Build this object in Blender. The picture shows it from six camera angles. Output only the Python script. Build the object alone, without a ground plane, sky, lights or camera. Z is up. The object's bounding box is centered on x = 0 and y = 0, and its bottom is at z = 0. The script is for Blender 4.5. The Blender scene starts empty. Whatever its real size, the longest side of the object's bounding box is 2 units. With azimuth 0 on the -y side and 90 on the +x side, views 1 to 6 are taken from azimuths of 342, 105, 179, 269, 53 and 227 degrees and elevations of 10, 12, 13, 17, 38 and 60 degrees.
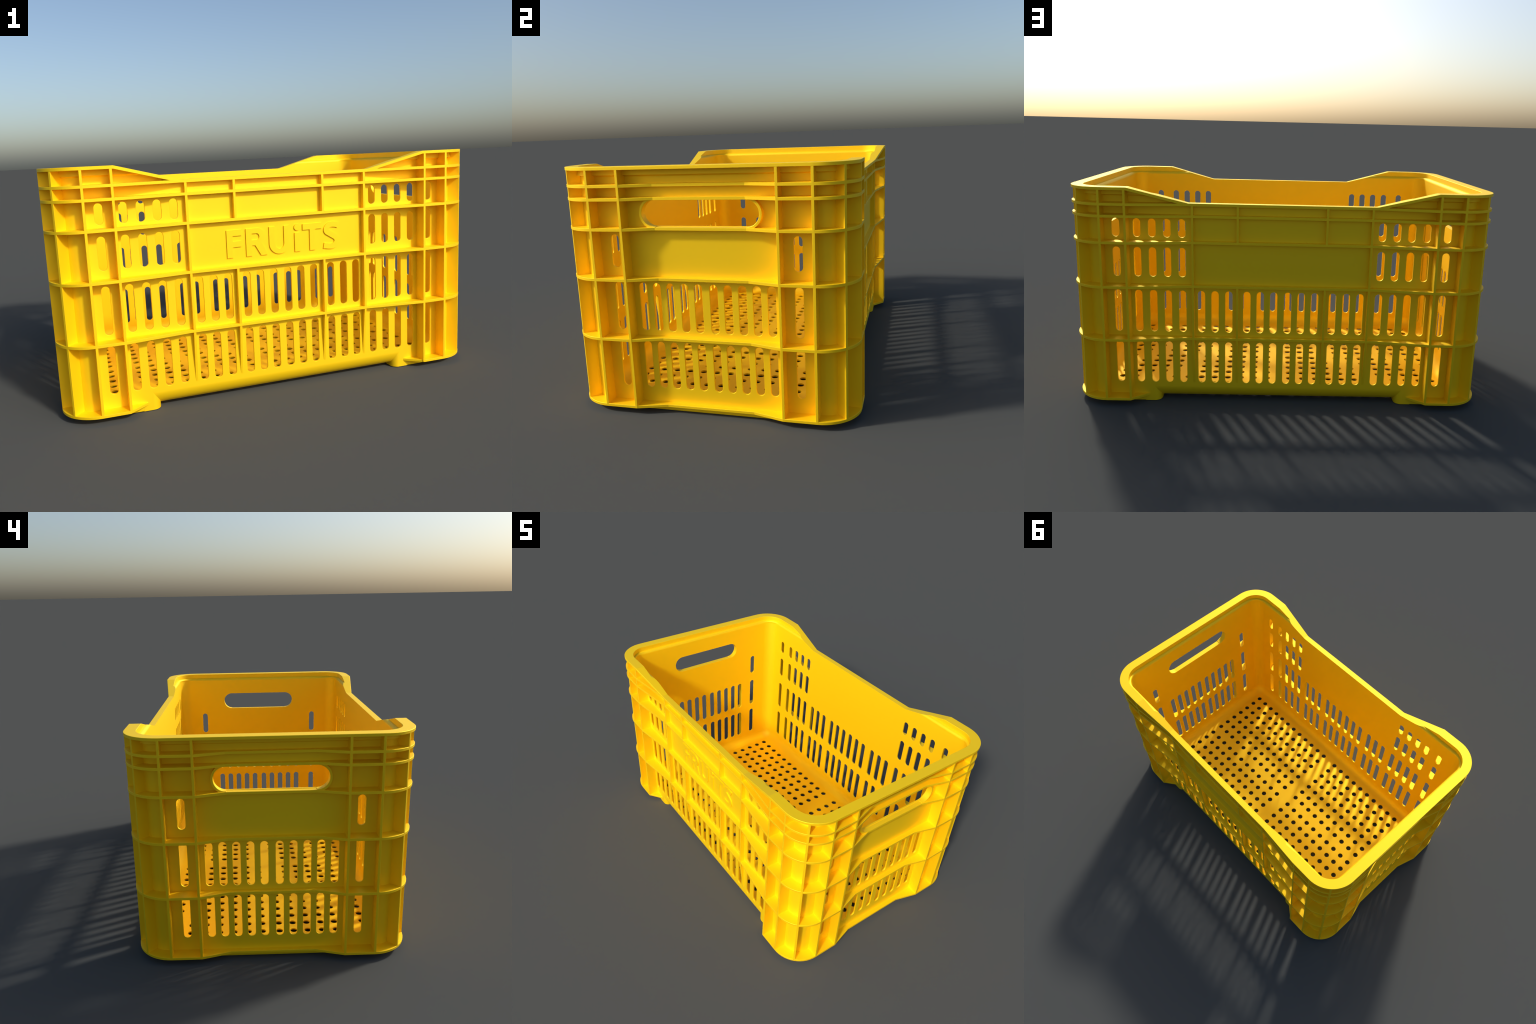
"""Yellow ventilated plastic fruit crate, built from its moulded parts.

A closed shell (walls, rim, floor) is lofted along a rounded-rectangle path, the
ventilation slots, hand grips and drain holes are cut out of it, and the result
is split by region.  Ribs, flanges, feet, grip collars and raised letters are
separate solids seated in the walls.  Everything is described in the plan frame
x (length), y (width) and an inward offset d from the outer envelope.
"""
import bpy, bmesh
import numpy as np
from math import sin, cos, pi, sqrt, radians
from mathutils import Vector

# ------------------------------------------------------------------ sizes
AX, AY, RC = 1.0, 0.6297, 0.165          # outer envelope half sizes, corner radius
CX, CY = AX - RC, AY - RC                # centre of the corner arcs
T = 0.0085                               # wall and floor thickness
Z_FLOOR, Z_UNDER = 0.0175, 0.0105        # upper and lower face of the floor
D_OUT = 0.0637                           # outer wall face, inward of the envelope
D_IN = D_OUT + T                         # inner wall face
D_LIP = 0.0545                           # inner face of the stacking lip
R_WALL = 0.079                           # corner radius of the outer wall face
R_SILL = 0.069                           # rounded lower edge of the long sides
Z_SILL = Z_UNDER + R_SILL                 # centre height of that rounding
D_FLOOR = D_OUT + R_SILL                 # where the flat floor begins
Z_LIP = 1.022                           # start of the lip step
R_LIP = D_IN - D_LIP
Z_HIGH, Z_LOW = 1.068, 0.997             # rim height at the ends, dropped middle
X_HIGH, X_LOW = 0.710, 0.436             # where the rim starts and ends dropping
RIM_T = 0.0135
INSET = 0.0375                           # how far ribs draw back at mid panels
LEVELS = (0.990, 0.9355, 0.812, 0.600, 0.338)   # horizontal rib heights
RIB_T, POST_T = 0.0124, 0.0109
FLANGE_Z = (0.0275, 0.0395)
SLOT_W = 0.0347
N_ARC = 14                               # segments per rounded corner


def lerp(a, b, t):
    t = min(1.0, max(0.0, t))
    return a + (b - a) * t


def rim_top(x, y):
    """Height of the rim; only the long sides dip."""
    return lerp(Z_LOW, Z_HIGH, (abs(x) - X_LOW) / (X_HIGH - X_LOW))


def side_inset(x):
    return lerp(INSET, 0.0, (abs(x) - X_LOW) / (X_HIGH - X_LOW))


def end_inset(y):
    return lerp(INSET, 0.0, (abs(y) - 0.1935) / (0.326 - 0.1935))


# ------------------------------------------------------------- plan path
class Station:
    """One place on the envelope: base point, outward normal and region."""

    def __init__(self, x, y, nx, ny, region, sill=0.003):
        self.p, self.n, self.region, self.sill = (x, y), (nx, ny), region, sill

    def at(self, d):
        return self.p[0] - self.n[0] * d, self.p[1] - self.n[1] * d

    def wall_at(self, d, share=1.0):
        """Like at(), but round the corner with the tighter radius of the wall."""
        x, y = self.at(d)
        if self.region != 'corner' or share <= 0:
            return x, y
        r = R_WALL + D_OUT - d
        sx, sy = (1 if x > 0 else -1), (1 if y > 0 else -1)
        x1 = sx * (AX - d - r) + self.n[0] * r
        y1 = sy * (AY - d - r) + self.n[1] * r
        return x + (x1 - x) * share, y + (y1 - y) * share


def plan_path(side_x, end_y, sill_x=None):
    """Closed counter-clockwise path starting on the -y side."""
    out = []
    xs = sorted({-v for v in side_x} | set(side_x))
    ys = sorted({-v for v in end_y} | set(end_y))

    def sill(x):
        return R_SILL if sill_x and abs(x) < sill_x else 0.003

    for (cx, cy, a0, axis) in ((CX, -CY, -pi / 2, 'x-'), (CX, CY, 0.0, 'y+'),
                               (-CX, CY, pi / 2, 'x+'), (-CX, -CY, pi, 'y-')):
        if axis == 'x-':
            out += [Station(x, -AY, 0, -1, 'side', sill(x)) for x in xs]
        elif axis == 'y+':
            out += [Station(AX, y, 1, 0, 'end') for y in ys]
        elif axis == 'x+':
            out += [Station(x, AY, 0, 1, 'side', sill(x)) for x in reversed(xs)]
        else:
            out += [Station(-AX, y, -1, 0, 'end') for y in reversed(ys)]
        for i in range(N_ARC + 1):
            a = a0 + i * pi / 2 / N_ARC
            out.append(Station(cx + RC * cos(a), cy + RC * sin(a), cos(a), sin(a), 'corner'))
    return out


# --------------------------------------------------------------- materials
def plastic(name, colour, rough):
    m = bpy.data.materials.new(name)
    m.use_nodes = True
    nt = m.node_tree
    bsdf = nt.nodes["Principled BSDF"]
    co = nt.nodes.new("ShaderNodeTexCoord")
    cloud = nt.nodes.new("ShaderNodeTexNoise")
    cloud.inputs["Scale"].default_value = 3.0
    cloud.inputs["Detail"].default_value = 3.0
    ramp = nt.nodes.new("ShaderNodeValToRGB")
    ramp.color_ramp.elements[0].position = 0.3
    ramp.color_ramp.elements[1].position = 0.7
    ramp.color_ramp.elements[0].color = (*[c * 0.994 for c in colour], 1)
    ramp.color_ramp.elements[1].color = (*colour, 1)
    nt.links.new(co.outputs["Object"], cloud.inputs["Vector"])
    nt.links.new(cloud.outputs["Fac"], ramp.inputs["Fac"])
    nt.links.new(ramp.outputs["Color"], bsdf.inputs["Base Color"])
    bsdf.inputs["Roughness"].default_value = rough
    bsdf.inputs["Metallic"].default_value = 0.4
    bsdf.inputs["IOR"].default_value = 1.5
    return m


YELLOW = plastic("yellow_plastic", (1.0, 0.652, 0.0), 0.575)

# ----------------------------------------------------------------- helpers
CRATE = bpy.data.objects.new("fruit_crate", None)
CRATE["label"] = "yellow plastic fruit crate with slotted ribbed walls and dipped sides"
CRATE["category"] = "plastic crate"
bpy.context.collection.objects.link(CRATE)


def add_object(name, mesh, parent=CRATE):
    ob = bpy.data.objects.new(name, mesh)
    bpy.context.collection.objects.link(ob)
    ob.parent = parent
    return ob


def finish_mesh(name, bm, material=YELLOW, angle=30.0, merge=1e-5):
    """Clean a bmesh, sharpen its edges by angle and keep flat faces flat."""
    if merge:
        bmesh.ops.remove_doubles(bm, verts=bm.verts, dist=merge)
    bmesh.ops.recalc_face_normals(bm, faces=bm.faces)
    me = bpy.data.meshes.new(name)
    bm.to_mesh(me)
    bm.free()
    if not me.materials:
        me.materials.append(material)
    weigh_normals(me, angle)
    return me


def weigh_normals(me, angle=30.0):
    """Smooth by angle with normals weighted by face area."""
    me.polygons.foreach_set("use_smooth", [True] * len(me.polygons))
    me.set_sharp_from_angle(angle=radians(angle))
    ob = bpy.data.objects.new("shading_helper", me)
    bpy.context.collection.objects.link(ob)
    mod = ob.modifiers.new("weigh", "WEIGHTED_NORMAL")
    mod.mode, mod.weight, mod.keep_sharp = 'FACE_AREA', 90, True
    dg = bpy.context.evaluated_depsgraph_get()
    ev = ob.evaluated_get(dg).to_mesh()
    nrm = np.empty(len(ev.loops) * 3, dtype=np.float32)
    ev.corner_normals.foreach_get("vector", nrm)
    ob.evaluated_get(dg).to_mesh_clear()
    bpy.data.objects.remove(ob)
    me.normals_split_custom_set([tuple(v) for v in nrm.reshape(-1, 3)])


def loft(bm, rows, closed_path, closed_profile, tags=None):
    """Skin a list of equal-length vertex rows; returns the vertex grid."""
    grid = [[bm.verts.new(p) for p in row] for row in rows]
    n, m = len(grid), len(grid[0])
    for i in range(n if closed_path else n - 1):
        a, b = grid[i], grid[(i + 1) % n]
        for j in range(m if closed_profile else m - 1):
            k = (j + 1) % m
            f = bm.faces.new((a[j], b[j], b[k], a[k]))
            if tags:
                f.material_index = tags[j]
    return grid


def chamfered(d0, d1, z0, z1, c=0.0007):
    """Rib section: d0 seated in the wall, d1 the free edge with tiny chamfers."""
    return [(d0, z0), (d1 + c, z0), (d1, z0 + c), (d1, z1 - c), (d1 + c, z1), (d0, z1)]


def smart_dissolve(bm):
    bmesh.ops.dissolve_degenerate(bm, edges=bm.edges, dist=1e-6)


# ------------------------------------------------------------------- shell
def shell_profile(st):
    """Closed section of wall and rim at a station: (d, z) points plus tags."""
    zt = rim_top(*st.p) if st.region == 'side' else Z_HIGH
    edge = side_inset(st.p[0]) if st.region == 'side' else 0.0
    zu = zt - RIM_T
    pts, tag = [], []

    def put(d, z, t):
        pts.append((d, z))
        tag.append(t)

    ri = R_SILL - T
    for i in range(11):                                  # inner floor fillet
        a = i / 10 * pi / 2
        put(D_FLOOR + ri * (-sin(a)), Z_SILL - (Z_SILL - Z_FLOOR) * cos(a), 0)
    for i in range(9):                                   # step out to the lip
        a = i / 8 * pi / 2
        z = Z_LIP + R_LIP * sin(a)
        d = D_LIP + R_LIP * cos(a)
        if z > zt:
            z = zt
            s = max(0.0, (zt - Z_LIP) / R_LIP)
            d = D_LIP + R_LIP * sqrt(max(0.0, 1 - s * s))
        put(d, z, 0)
    last_d = pts[-1][0]
    put(last_d, max(zt - 0.0011, pts[-1][1]) if zt > Z_LIP + R_LIP + 0.002 else zt, 1)
    put(last_d - 0.0010, zt, 1)                          # rim top face
    put(edge + 0.0011, zt, 1)
    put(edge, zt - 0.0011, 1)
    put(edge, zu + 0.0008, 1)
    put(edge + 0.0008, zu, 1)
    # underside back to the wall, then down the outer face
    ro = R_LIP - T
    zo = min(zu, Z_LIP + ro)

    def outer_d(z):
        if z >= Z_LIP + ro - 1e-9:
            return D_LIP
        s = max(0.0, (z - Z_LIP) / ro)
        return D_LIP + ro * sqrt(max(0.0, 1 - s * s))
    d_up = D_LIP - T if zu > Z_LIP + ro else outer_d(zu)
    put(d_up, zu, 0)
    put(d_up, zo, 0)
    for i in range(5):
        a = (1 - i / 4) * pi / 2
        z = min(zu, Z_LIP + ro * sin(a))
        put(outer_d(z), z, 0)
    r = st.sill
    zb = Z_UNDER if r == R_SILL else 0.0
    put(D_OUT, Z_SILL, 0)
    for i in range(13):                                  # outer lower edge
        a = i / 12 * pi / 2
        put(D_OUT + r * (1 - cos(a)), zb + r * (1 - sin(a)), 0)
    put(D_FLOOR, Z_UNDER, 0)
    return pts, tag


def build_shell():
    drop = [X_LOW + (X_HIGH - X_LOW) * i / 36 for i in range(37)]
    side = [0.661, 0.6615] + drop + [0.78, CX - 0.0005]
    path = plan_path(side, [0.2, CY - 0.0005], sill_x=0.6612)
    rows, tags = [], None
    for st in path:
        prof, tags = shell_profile(st)
        # the corner radius eases from the wall to the wider one of the lip
        share = lambda d, z: min(1.0, max(0.0, (Z_LIP + R_LIP - z) / R_LIP))
        rows.append([(*st.wall_at(d, share(d, z)), z) for d, z in prof])
    bm = bmesh.new()
    grid = loft(bm, rows, True, False, tags)
    top = bm.faces.new([g[0] for g in grid])             # floor, upper face
    low = bm.faces.new([g[-1] for g in grid][::-1])      # floor, lower face
    top.material_index = low.material_index = 2
    bmesh.ops.remove_doubles(bm, verts=bm.verts, dist=2e-5)
    smart_dissolve(bm)
    bmesh.ops.recalc_face_normals(bm, faces=bm.faces)
    return bm


# ----------------------------------------------------------------- cutters
SIDE_COLS = (0.034, 0.0985, 0.163, 0.2495, 0.316, 0.381, 0.471, 0.5405, 0.610, 0.681, 0.779)
SIDE_ROWS = ((0.8313, 0.919), (0.6402, 0.7825), (0.3642, 0.5730), (0.1000, 0.3135))
END_COLS = (0.034, 0.0955, 0.1575, 0.2187, 0.2805)
END_COL_OUTER = 0.3930
END_ROWS = ((0.6415, 0.7830), (0.3650, 0.5772), (0.1035, 0.3160))
GRIP_Z, GRIP_R, GRIP_C = 0.8749, 0.0548, 0.1938


def stadium(w, h, n=9):
    """Outline of a slot of half width w and half height h (upright, long in v)."""
    if h < w:
        return [(v, u) for u, v in stadium(h, w, n)][::-1]
    pts = []
    for k, s in ((0, 1), (1, -1)):
        for i in range(n + 1):
            a = pi * i / n + k * pi
            pts.append((w * cos(a), s * (h - w) + w * sin(a)))
    return pts


def prism(bm, outline, place, lo, hi):
    a = [bm.verts.new(place(u, v, lo)) for u, v in outline]
    b = [bm.verts.new(place(u, v, hi)) for u, v in outline]
    n = len(a)
    fs = [bm.faces.new((a[i], a[(i + 1) % n], b[(i + 1) % n], b[i])) for i in range(n)]
    fs += [bm.faces.new(a[::-1]), bm.faces.new(b)]
    return fs


ROUND_OUT, ROUND_IN = 0.0015, 0.0008      # softened slot edges, outside and inside


def slot_cutter(bm, w, h, place, face_in, face_out):
    """Slot tool whose mouth flares at both wall faces, leaving rounded edges."""
    stops = [(face_in - 0.012, ROUND_IN), (face_in, ROUND_IN)]
    stops += [(face_in + ROUND_IN * (1 - cos(a)), ROUND_IN * (1 - sin(a))) for a in (pi / 6, pi / 3, pi / 2)]
    stops += [(face_out - ROUND_OUT * (1 - cos(a)), ROUND_OUT * (1 - sin(a))) for a in (pi / 2, pi / 3, pi / 6)]
    stops += [(face_out, ROUND_OUT), (face_out + 0.012, ROUND_OUT)]
    rows = [[place(u, v, d) for u, v in stadium(w + f, h + f)] for d, f in stops]
    grid = loft(bm, rows, False, True)
    bm.faces.new(grid[0][::-1])
    bm.faces.new(grid[-1])


def build_cutters():
    bm = bmesh.new()

    def side_slot(x, z0, z1, s):
        slot_cutter(bm, SLOT_W / 2, (z1 - z0) / 2,
                    lambda u, v, w: (x + u, s * w, (z0 + z1) / 2 + v), AY - D_IN, AY - D_OUT)

    def end_slot(y, z0, z1, s):
        slot_cutter(bm, SLOT_W / 2, (z1 - z0) / 2,
                    lambda u, v, w: (s * w, y + u, (z0 + z1) / 2 + v), AX - D_IN, AX - D_OUT)

    for s in (1, -1):
        for k, (z0, z1) in enumerate(SIDE_ROWS):
            for x in SIDE_COLS:
                if k < 2 and x < 0.45:
                    continue
                for m in (1, -1):
                    side_slot(m * x, z0, z1, s)
        for k, (z0, z1) in enumerate(END_ROWS):
            cols = END_COLS + (END_COL_OUTER,) if k else (END_COL_OUTER,)
            for y in cols:
                for m in (1, -1):
                    end_slot(m * y, z0, z1, s)
        prism(bm, stadium(GRIP_C + GRIP_R, GRIP_R, 18),
              lambda u, v, w: (s * w, u, GRIP_Z + v), AX - D_IN - 0.02, AX - D_OUT + 0.02)
    # drain holes: twelve by seven in each quarter of the floor
    ring = [(0.0171 * cos(2 * pi * i / 20), 0.0171 * sin(2 * pi * i / 20)) for i in range(20)]
    for i in range(12):
        for j in range(7):
            for sx in (1, -1):
                for sy in (1, -1):
                    hx, hy = sx * (0.0603 + 0.0705 * i), sy * (0.0422 + 0.0705 * j)
                    prism(bm, ring, lambda u, v, w: (hx + u, hy + v, w), -0.01, Z_FLOOR + 0.01)
    bmesh.ops.recalc_face_normals(bm, faces=bm.faces)
    return bm


def cut_shell():
    def temp(name, bm):
        me = bpy.data.meshes.new(name)
        bm.to_mesh(me)
        bm.free()
        for _ in range(3):
            me.materials.append(YELLOW)
        ob = bpy.data.objects.new(name, me)
        bpy.context.collection.objects.link(ob)
        return ob
    shell, cut = temp("shell_blank", build_shell()), temp("shell_cutter", build_cutters())
    mod = shell.modifiers.new("cut", "BOOLEAN")
    mod.operation, mod.solver, mod.object = 'DIFFERENCE', 'EXACT', cut
    dg = bpy.context.evaluated_depsgraph_get()
    me = bpy.data.meshes.new_from_object(shell.evaluated_get(dg))
    for ob in (shell, cut):
        bpy.data.objects.remove(ob)
    weigh_normals(me, 32.0)
    return me


def region_of(poly):
    c = poly.center
    if poly.material_index == 1:
        return "rim", 0
    ax, ay = abs(c.x), abs(c.y)
    if ax < AX - D_FLOOR + 1e-4 and ay < AY - D_FLOOR + 1e-4 and c.z < Z_FLOOR + 1e-3:
        return "floor", 0
    if ax > CX and ay > CY:
        return "corner_wall", (c.x > 0) * 2 + (c.y > 0)
    if AX - ax < AY - ay:
        return "end_wall", int(c.x > 0)
    return "side_wall", int(c.y > 0)


def split_by_region(me):
    """Cut one mesh into named parts that keep the common vertex normals."""
    nrm = np.empty(len(me.loops) * 3, dtype=np.float32)
    me.corner_normals.foreach_get("vector", nrm)
    nrm = nrm.reshape(-1, 3)
    co = np.empty(len(me.vertices) * 3, dtype=np.float32)
    me.vertices.foreach_get("co", co)
    co = co.reshape(-1, 3)
    groups = {}
    for p in me.polygons:
        groups.setdefault(region_of(p), []).append(p)
    parts = {}
    for key in sorted(groups):
        index, faces, normals = {}, [], []
        for p in groups[key]:
            faces.append([index.setdefault(v, len(index)) for v in p.vertices])
            normals += [tuple(nrm[i]) for i in p.loop_indices]
        sub = bpy.data.meshes.new(key[0])
        sub.from_pydata([co[v] for v in index], [], faces)
        sub.materials.append(YELLOW)
        sub.polygons.foreach_set("use_smooth", [True] * len(sub.polygons))
        sub.normals_split_custom_set(normals)
        parts[key] = add_object(key[0], sub)
    return parts


PARTS = split_by_region(cut_shell())
FRONT = PARTS[("side_wall", 0)]

# --------------------------------------------------------- horizontal ribs
RIB_SIDE_X = [X_LOW, X_HIGH, CX - 0.0005]
RIB_END_Y = [0.1935, 0.326, CY - 0.0005]


def rib_edge(st):
    if st.region == 'side':
        return side_inset(st.p[0])
    if st.region == 'end':
        return end_inset(st.p[1])
    return 0.0


for z in LEVELS:
    bm = bmesh.new()
    rows = []
    for st in plan_path(RIB_SIDE_X, RIB_END_Y):
        sec = chamfered(D_OUT + 0.004, rib_edge(st) + 0.0002, z - RIB_T / 2, z + RIB_T / 2)
        rows.append([(*(st.wall_at(d) if d > D_OUT + 0.001 else st.at(d)), h) for d, h in sec])
    loft(bm, rows, True, True)
    add_object("horizontal_rib", finish_mesh("horizontal_rib", bm, angle=12))

# base flanges: one round each end, running out into the long walls
for s in (1, -1):
    bm = bmesh.new()
    rows = []
    full = plan_path([0.6375, 0.722, CX - 0.0005], RIB_END_Y)
    keep = [st for st in full if st.p[0] > 0.63]
    keep.sort(key=lambda st: np.arctan2(st.p[1], st.p[0] - 0.5))
    for st in keep:
        edge = rib_edge(st)
        if st.region == 'side':
            edge = lerp(D_OUT + 0.0008, 0.0, (st.p[0] - 0.6375) / (0.722 - 0.6375))
        sec = chamfered(D_OUT + 0.004, edge + 0.0002, *FLANGE_Z)
        pts = [(st.wall_at(d) if d > D_OUT + 0.003 else st.at(d), h) for d, h in sec]
        rows.append([(s * p[0], s * p[1], h) for p, h in pts])
    grid = loft(bm, rows, False, True)
    bm.faces.new(grid[0][::-1])
    bm.faces.new(grid[-1])
    add_object("base_flange", finish_mesh("base_flange", bm, angle=12))

# ----------------------------------------------------------- vertical ribs
RECESS = 0.0004                           # keeps rib edges off the same plane


def post_mesh(name, depth_out, z0, z1, d_in=D_OUT + 0.004, taper_z=None, lip=False):
    """Upright rib standing on local -x = inward; origin on the envelope."""
    bm = bmesh.new()
    w, c = POST_T / 2, 0.0007
    do = depth_out + RECESS
    rows = []
    stops = [(z0, do, d_in), (z1, do, d_in)]
    if taper_z is not None:                # fades into the wall towards the base
        stops.insert(0, (taper_z, D_OUT + 0.0015, d_in))
    if lip:                                # root follows the stepped-out lip
        d_lip = D_LIP - T / 2
        stops = [(z0, do, d_in), (Z_LIP + 0.001, do, d_in), (Z_LIP + 0.0085, do, d_lip), (z1, do, d_lip)]
    for z, d, root in stops:
        rows.append([(-root, -w, z), (-d - c, -w, z), (-d, -w + c, z), (-d, w - c, z), (-d - c, w, z), (-root, w, z)])
    grid = loft(bm, rows, False, True)
    bm.faces.new(grid[0][::-1])
    bm.faces.new(grid[-1])
    return finish_mesh(name, bm, angle=12)


def stand(mesh, x, y, angle):
    ob = add_object("vertical_rib", mesh)
    ob.location = (x, y, 0)
    ob.rotation_euler = (0, 0, angle)
    return ob


tall = post_mesh("tall_post", 0.0, FLANGE_Z[0] + 0.003, Z_HIGH - 0.006, lip=True)
corner = post_mesh("corner_post", 0.0, FLANGE_Z[0] + 0.003, Z_HIGH - 0.006, d_in=0.059, lip=True)
low_tall = post_mesh("panel_post", INSET, LEVELS[4], LEVELS[0], taper_z=0.086)
low_upper = post_mesh("panel_post_upper", INSET, LEVELS[2], LEVELS[0])
low_lower = post_mesh("panel_post_lower", INSET, LEVELS[4], LEVELS[3], taper_z=0.086)

for sx in (1, -1):
    for y in (0.4653, 0.3280, -0.3280, -0.4653):
        stand(tall, sx * AX, y, 0 if sx > 0 else pi)
    for sy in (1, -1):
        a = pi / 4
        stand(corner, sx * (CX + RC * cos(a)), sy * (CY + RC * sin(a)),
              {(1, 1): a, (-1, 1): pi - a, (-1, -1): pi + a, (1, -1): -a}[(sx, sy)])
for sy in (1, -1):
    for sx in (1, -1):
        face = sy * pi / 2
        stand(tall, sx * 0.837, sy * AY, face)
        stand(tall, sx * 0.7205, sy * AY, face)
        stand(low_tall, sx * 0.4185, sy * AY, face)
        stand(low_upper, sx * 0.2080, sy * AY, face)
        stand(low_lower, sx * 0.2080, sy * AY, face)

# -------------------------------------------------------------------- feet
XF, RF = 0.5832, 0.035                    # inner edge of a foot, its plan rounding
Y_OUT = AY - D_OUT
R_MID, Y_MID = R_SILL - 0.0036, AY - D_FLOOR   # the foot ends inside the rounded sill


def foot_mesh():
    """Block filling the space under the rounded sill, in the +x +y quarter."""
    ys = [Y_MID + (Y_OUT - RF - Y_MID) * i / 12 for i in range(12)]
    ys += [Y_OUT - RF * (1 - sin(i / 14 * pi / 2)) for i in range(15)]
    bm = bmesh.new()
    rows = []
    for y in ys:
        q = max(0.0, y - (Y_OUT - RF))
        x0 = XF + RF - sqrt(max(0.0, RF * RF - q * q))
        q = min(R_MID, y - Y_MID)
        top = Z_SILL - max(0.001, sqrt(max(0.0, R_MID * R_MID - q * q)))
        rows.append([(x0, y, 0.0), (x0, y, top), (0.6612, y, top), (0.6612, y, 0.0)])
    grid = loft(bm, rows, False, True)
    bm.faces.new(grid[0][::-1])
    bm.faces.new(grid[-1])
    return bm


for sx in (1, -1):
    for sy in (1, -1):
        bm = foot_mesh()
        for v in bm.verts:
            v.co.x, v.co.y = sx * v.co.x, sy * v.co.y
        add_object("foot", finish_mesh("foot", bm, merge=1e-6))

# ------------------------------------------------------------ grip collars
for s in (1, -1):
    for m in (1, -1):
        bm = bmesh.new()
        r0, r1 = GRIP_R, GRIP_R + 0.0106
        rows = []
        for i in range(25):
            a = -pi / 2 + pi * i / 24
            row = []
            for r, d in ((r0, D_OUT + 0.003), (r0, INSET + 0.0016), (r0 + 0.0010, INSET + 0.0007),
                         (r1 - 0.0010, INSET + 0.0007), (r1, INSET + 0.0016), (r1, D_OUT + 0.0030)):
                # the bore is set a hair inside the wall opening
                rr = r - 0.0004 if r == r0 else r
                row.append((s * (AX - d), m * (GRIP_C + rr * cos(a)), GRIP_Z + rr * sin(a)))
            rows.append(row)
        grid = loft(bm, rows, False, True)
        bm.faces.new(grid[0])
        bm.faces.new(grid[-1])
        add_object("grip_collar", finish_mesh("grip_collar", bm), PARTS[("end_wall", int(s > 0))])

# ----------------------------------------------------------------- letters
CAP0, CAP1 = 0.6408, 0.7635               # base line and cap height on the wall
H = CAP1 - CAP0
STEM = 0.0272                             # stroke width


def arc(cx, cy, rx, ry, a0, a1, n=14):
    return [(cx + rx * cos(radians(a0 + (a1 - a0) * i / n)), cy + ry * sin(radians(a0 + (a1 - a0) * i / n)))
            for i in range(n + 1)]


def thick(points, w):
    """Outline of a flat-ended stroke of width w along a centre line."""
    left, right = [], []
    for i, p in enumerate(points):
        a, b = points[max(0, i - 1)], points[min(len(points) - 1, i + 1)]
        tx, ty = b[0] - a[0], b[1] - a[1]
        L = sqrt(tx * tx + ty * ty)
        nx, ny = -ty / L * w / 2, tx / L * w / 2
        left.append((p[0] + nx, p[1] + ny))
        right.append((p[0] - nx, p[1] - ny))
    return left + right[::-1]


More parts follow.
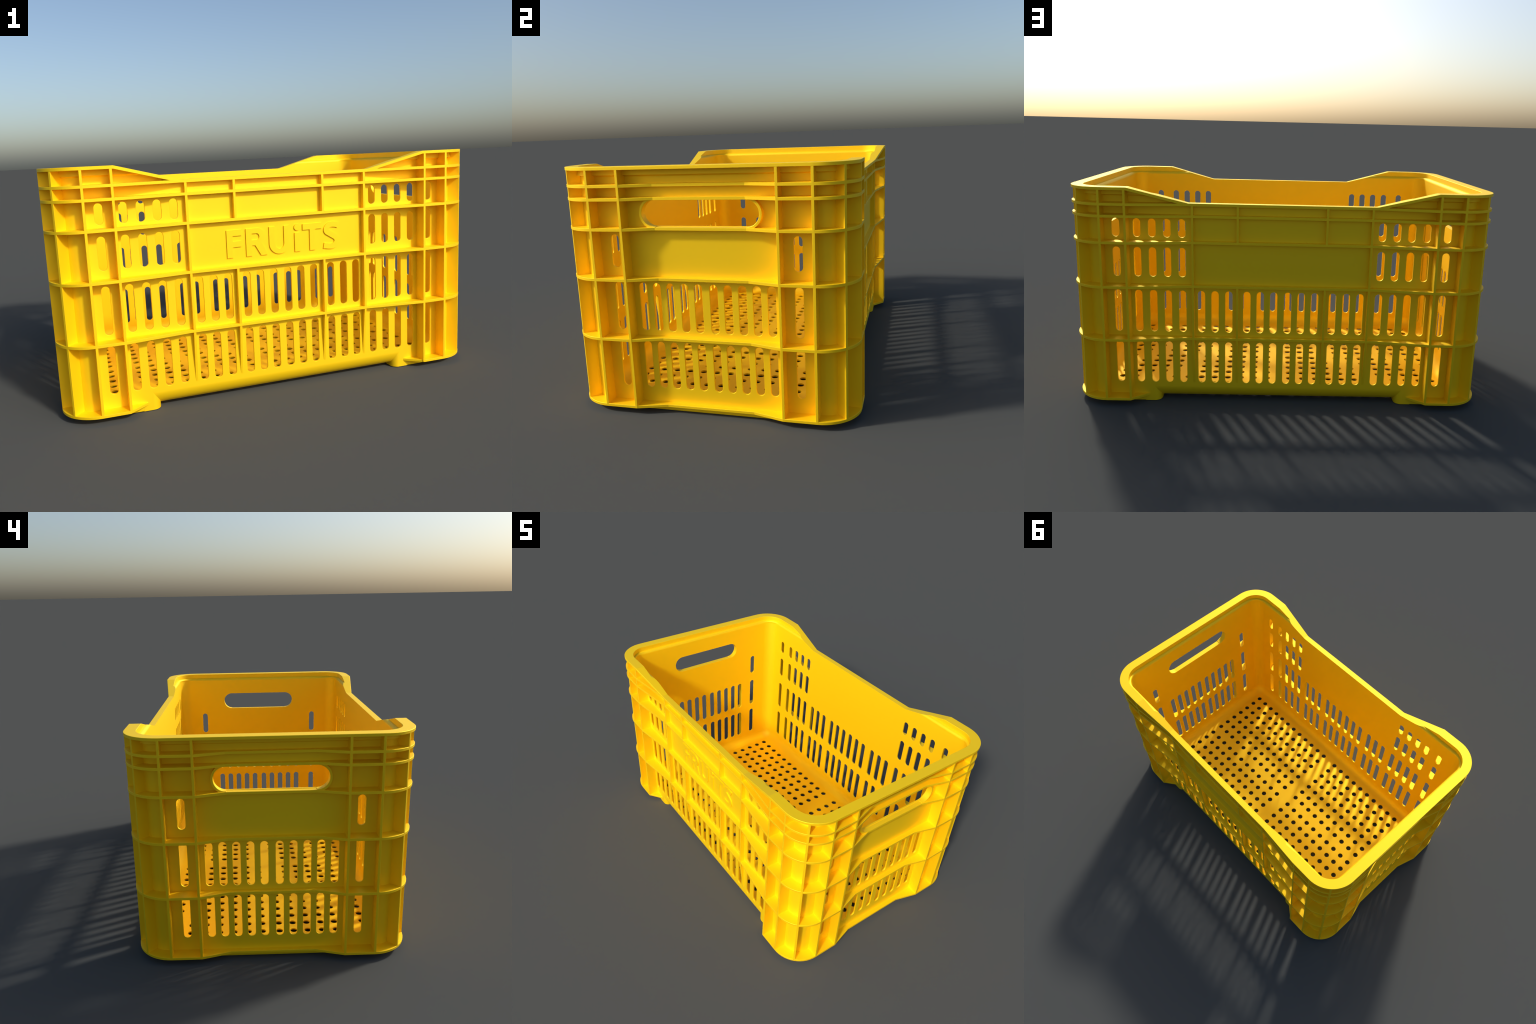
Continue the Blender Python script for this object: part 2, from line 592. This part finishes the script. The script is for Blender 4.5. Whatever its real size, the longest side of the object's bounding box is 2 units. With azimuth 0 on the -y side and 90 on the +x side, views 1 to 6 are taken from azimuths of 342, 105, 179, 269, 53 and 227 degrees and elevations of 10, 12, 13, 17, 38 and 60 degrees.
def letter_shapes():
    S, B = STEM, 0.0262
    yield 0, [[(-0.248, 0), (-0.248 + S, 0), (-0.248 + S, 0.047), (-0.182, 0.047), (-0.182, 0.072),
               (-0.248 + S, 0.072), (-0.248 + S, H - B), (-0.179, H - B), (-0.179, H), (-0.248, H)]]
    x = -0.1595                            # R: bowl on the right, leg below
    bowl = [(x, H)] + arc(-0.105, H - 0.0375, 0.0345, 0.0375, 90, -52)
    leg = [(-0.0610, 0), (-0.0905, 0), (-0.1175, 0.0470), (x + S, 0.0470), (x + S, 0), (x, 0)]
    hole = [(x + S, H - 0.0225)] + arc(-0.1105, H - 0.0375, 0.0135, 0.0150, 90, -90) + [(x + S, H - 0.0525)]
    yield 0, [bowl + leg, hole]
    u0, u1 = -0.050, 0.048                 # U
    um, ur = (u0 + u1) / 2, (u1 - u0) / 2
    yield 0, [[(u0, H), (u0, 0.045)] + arc(um, 0.045, ur, 0.047, 180, 360)[1:] + [(u1, H), (u1 - S, H)]
              + arc(um, 0.047, ur - S, 0.0265, 360, 180) + [(u0 + S, H)]]
    i0 = 0.0725                            # i: stem and round dot
    yield 0, [[(i0, 0), (i0 + S, 0), (i0 + S, 0.0865), (i0, 0.0865)],
              arc(i0 + S / 2, H - 0.0110, 0.0150, 0.0150, 0, 345, 23)]
    t0, t1 = 0.1125, 0.2085                # T
    tm = (t0 + t1) / 2
    yield 0, [[(tm - S / 2, 0), (tm + S / 2, 0), (tm + S / 2, H - B), (t1, H - B), (t1, H), (t0, H),
               (t0, H - B), (tm - S / 2, H - B)]]
    c = 0.2565                             # S: two arcs joined by a slanted spine
    spine = [(0.2915, H - 0.0175), (0.2800, H - 0.0135)]
    spine += arc(0.2610, H - 0.0345, 0.0310, 0.0235, 82, 205, 16)
    spine += arc(c - 0.0035, 0.0345, 0.0305, 0.0255, 42, -88, 18)
    spine += [(0.2370, 0.0110), (0.2165, 0.0150)]
    yield 0, [thick(spine, 0.0245)]


def build_letters():
    for _, outlines in letter_shapes():
        cu = bpy.data.curves.new("letter_outline", 'CURVE')
        cu.dimensions, cu.fill_mode = '2D', 'BOTH'
        cu.extrude = 0.0047
        for pts in outlines:
            sp = cu.splines.new('POLY')
            sp.points.add(len(pts) - 1)
            for q, (u, v) in zip(sp.points, pts):
                q.co = (u, v, 0, 1)
            sp.use_cyclic_u = True
        ob = bpy.data.objects.new("letter_helper", cu)
        bpy.context.collection.objects.link(ob)
        dg = bpy.context.evaluated_depsgraph_get()
        me = bpy.data.meshes.new_from_object(ob.evaluated_get(dg))
        bpy.data.objects.remove(ob)
        bpy.data.curves.remove(cu)
        bm = bmesh.new()
        bm.from_mesh(me)
        bpy.data.meshes.remove(me)
        yw = -(AY - D_OUT)
        for v in bm.verts:                 # stand the flat letter up on the front wall
            u, w, t = v.co
            v.co = (u, yw - 0.0012 - t, CAP0 + w)
        add_object("letter", finish_mesh("letter", bm, angle=35), FRONT)


build_letters()

for ob in list(bpy.data.objects):
    if ob.users_collection == ():
        bpy.data.objects.remove(ob)
bpy.context.view_layer.update()
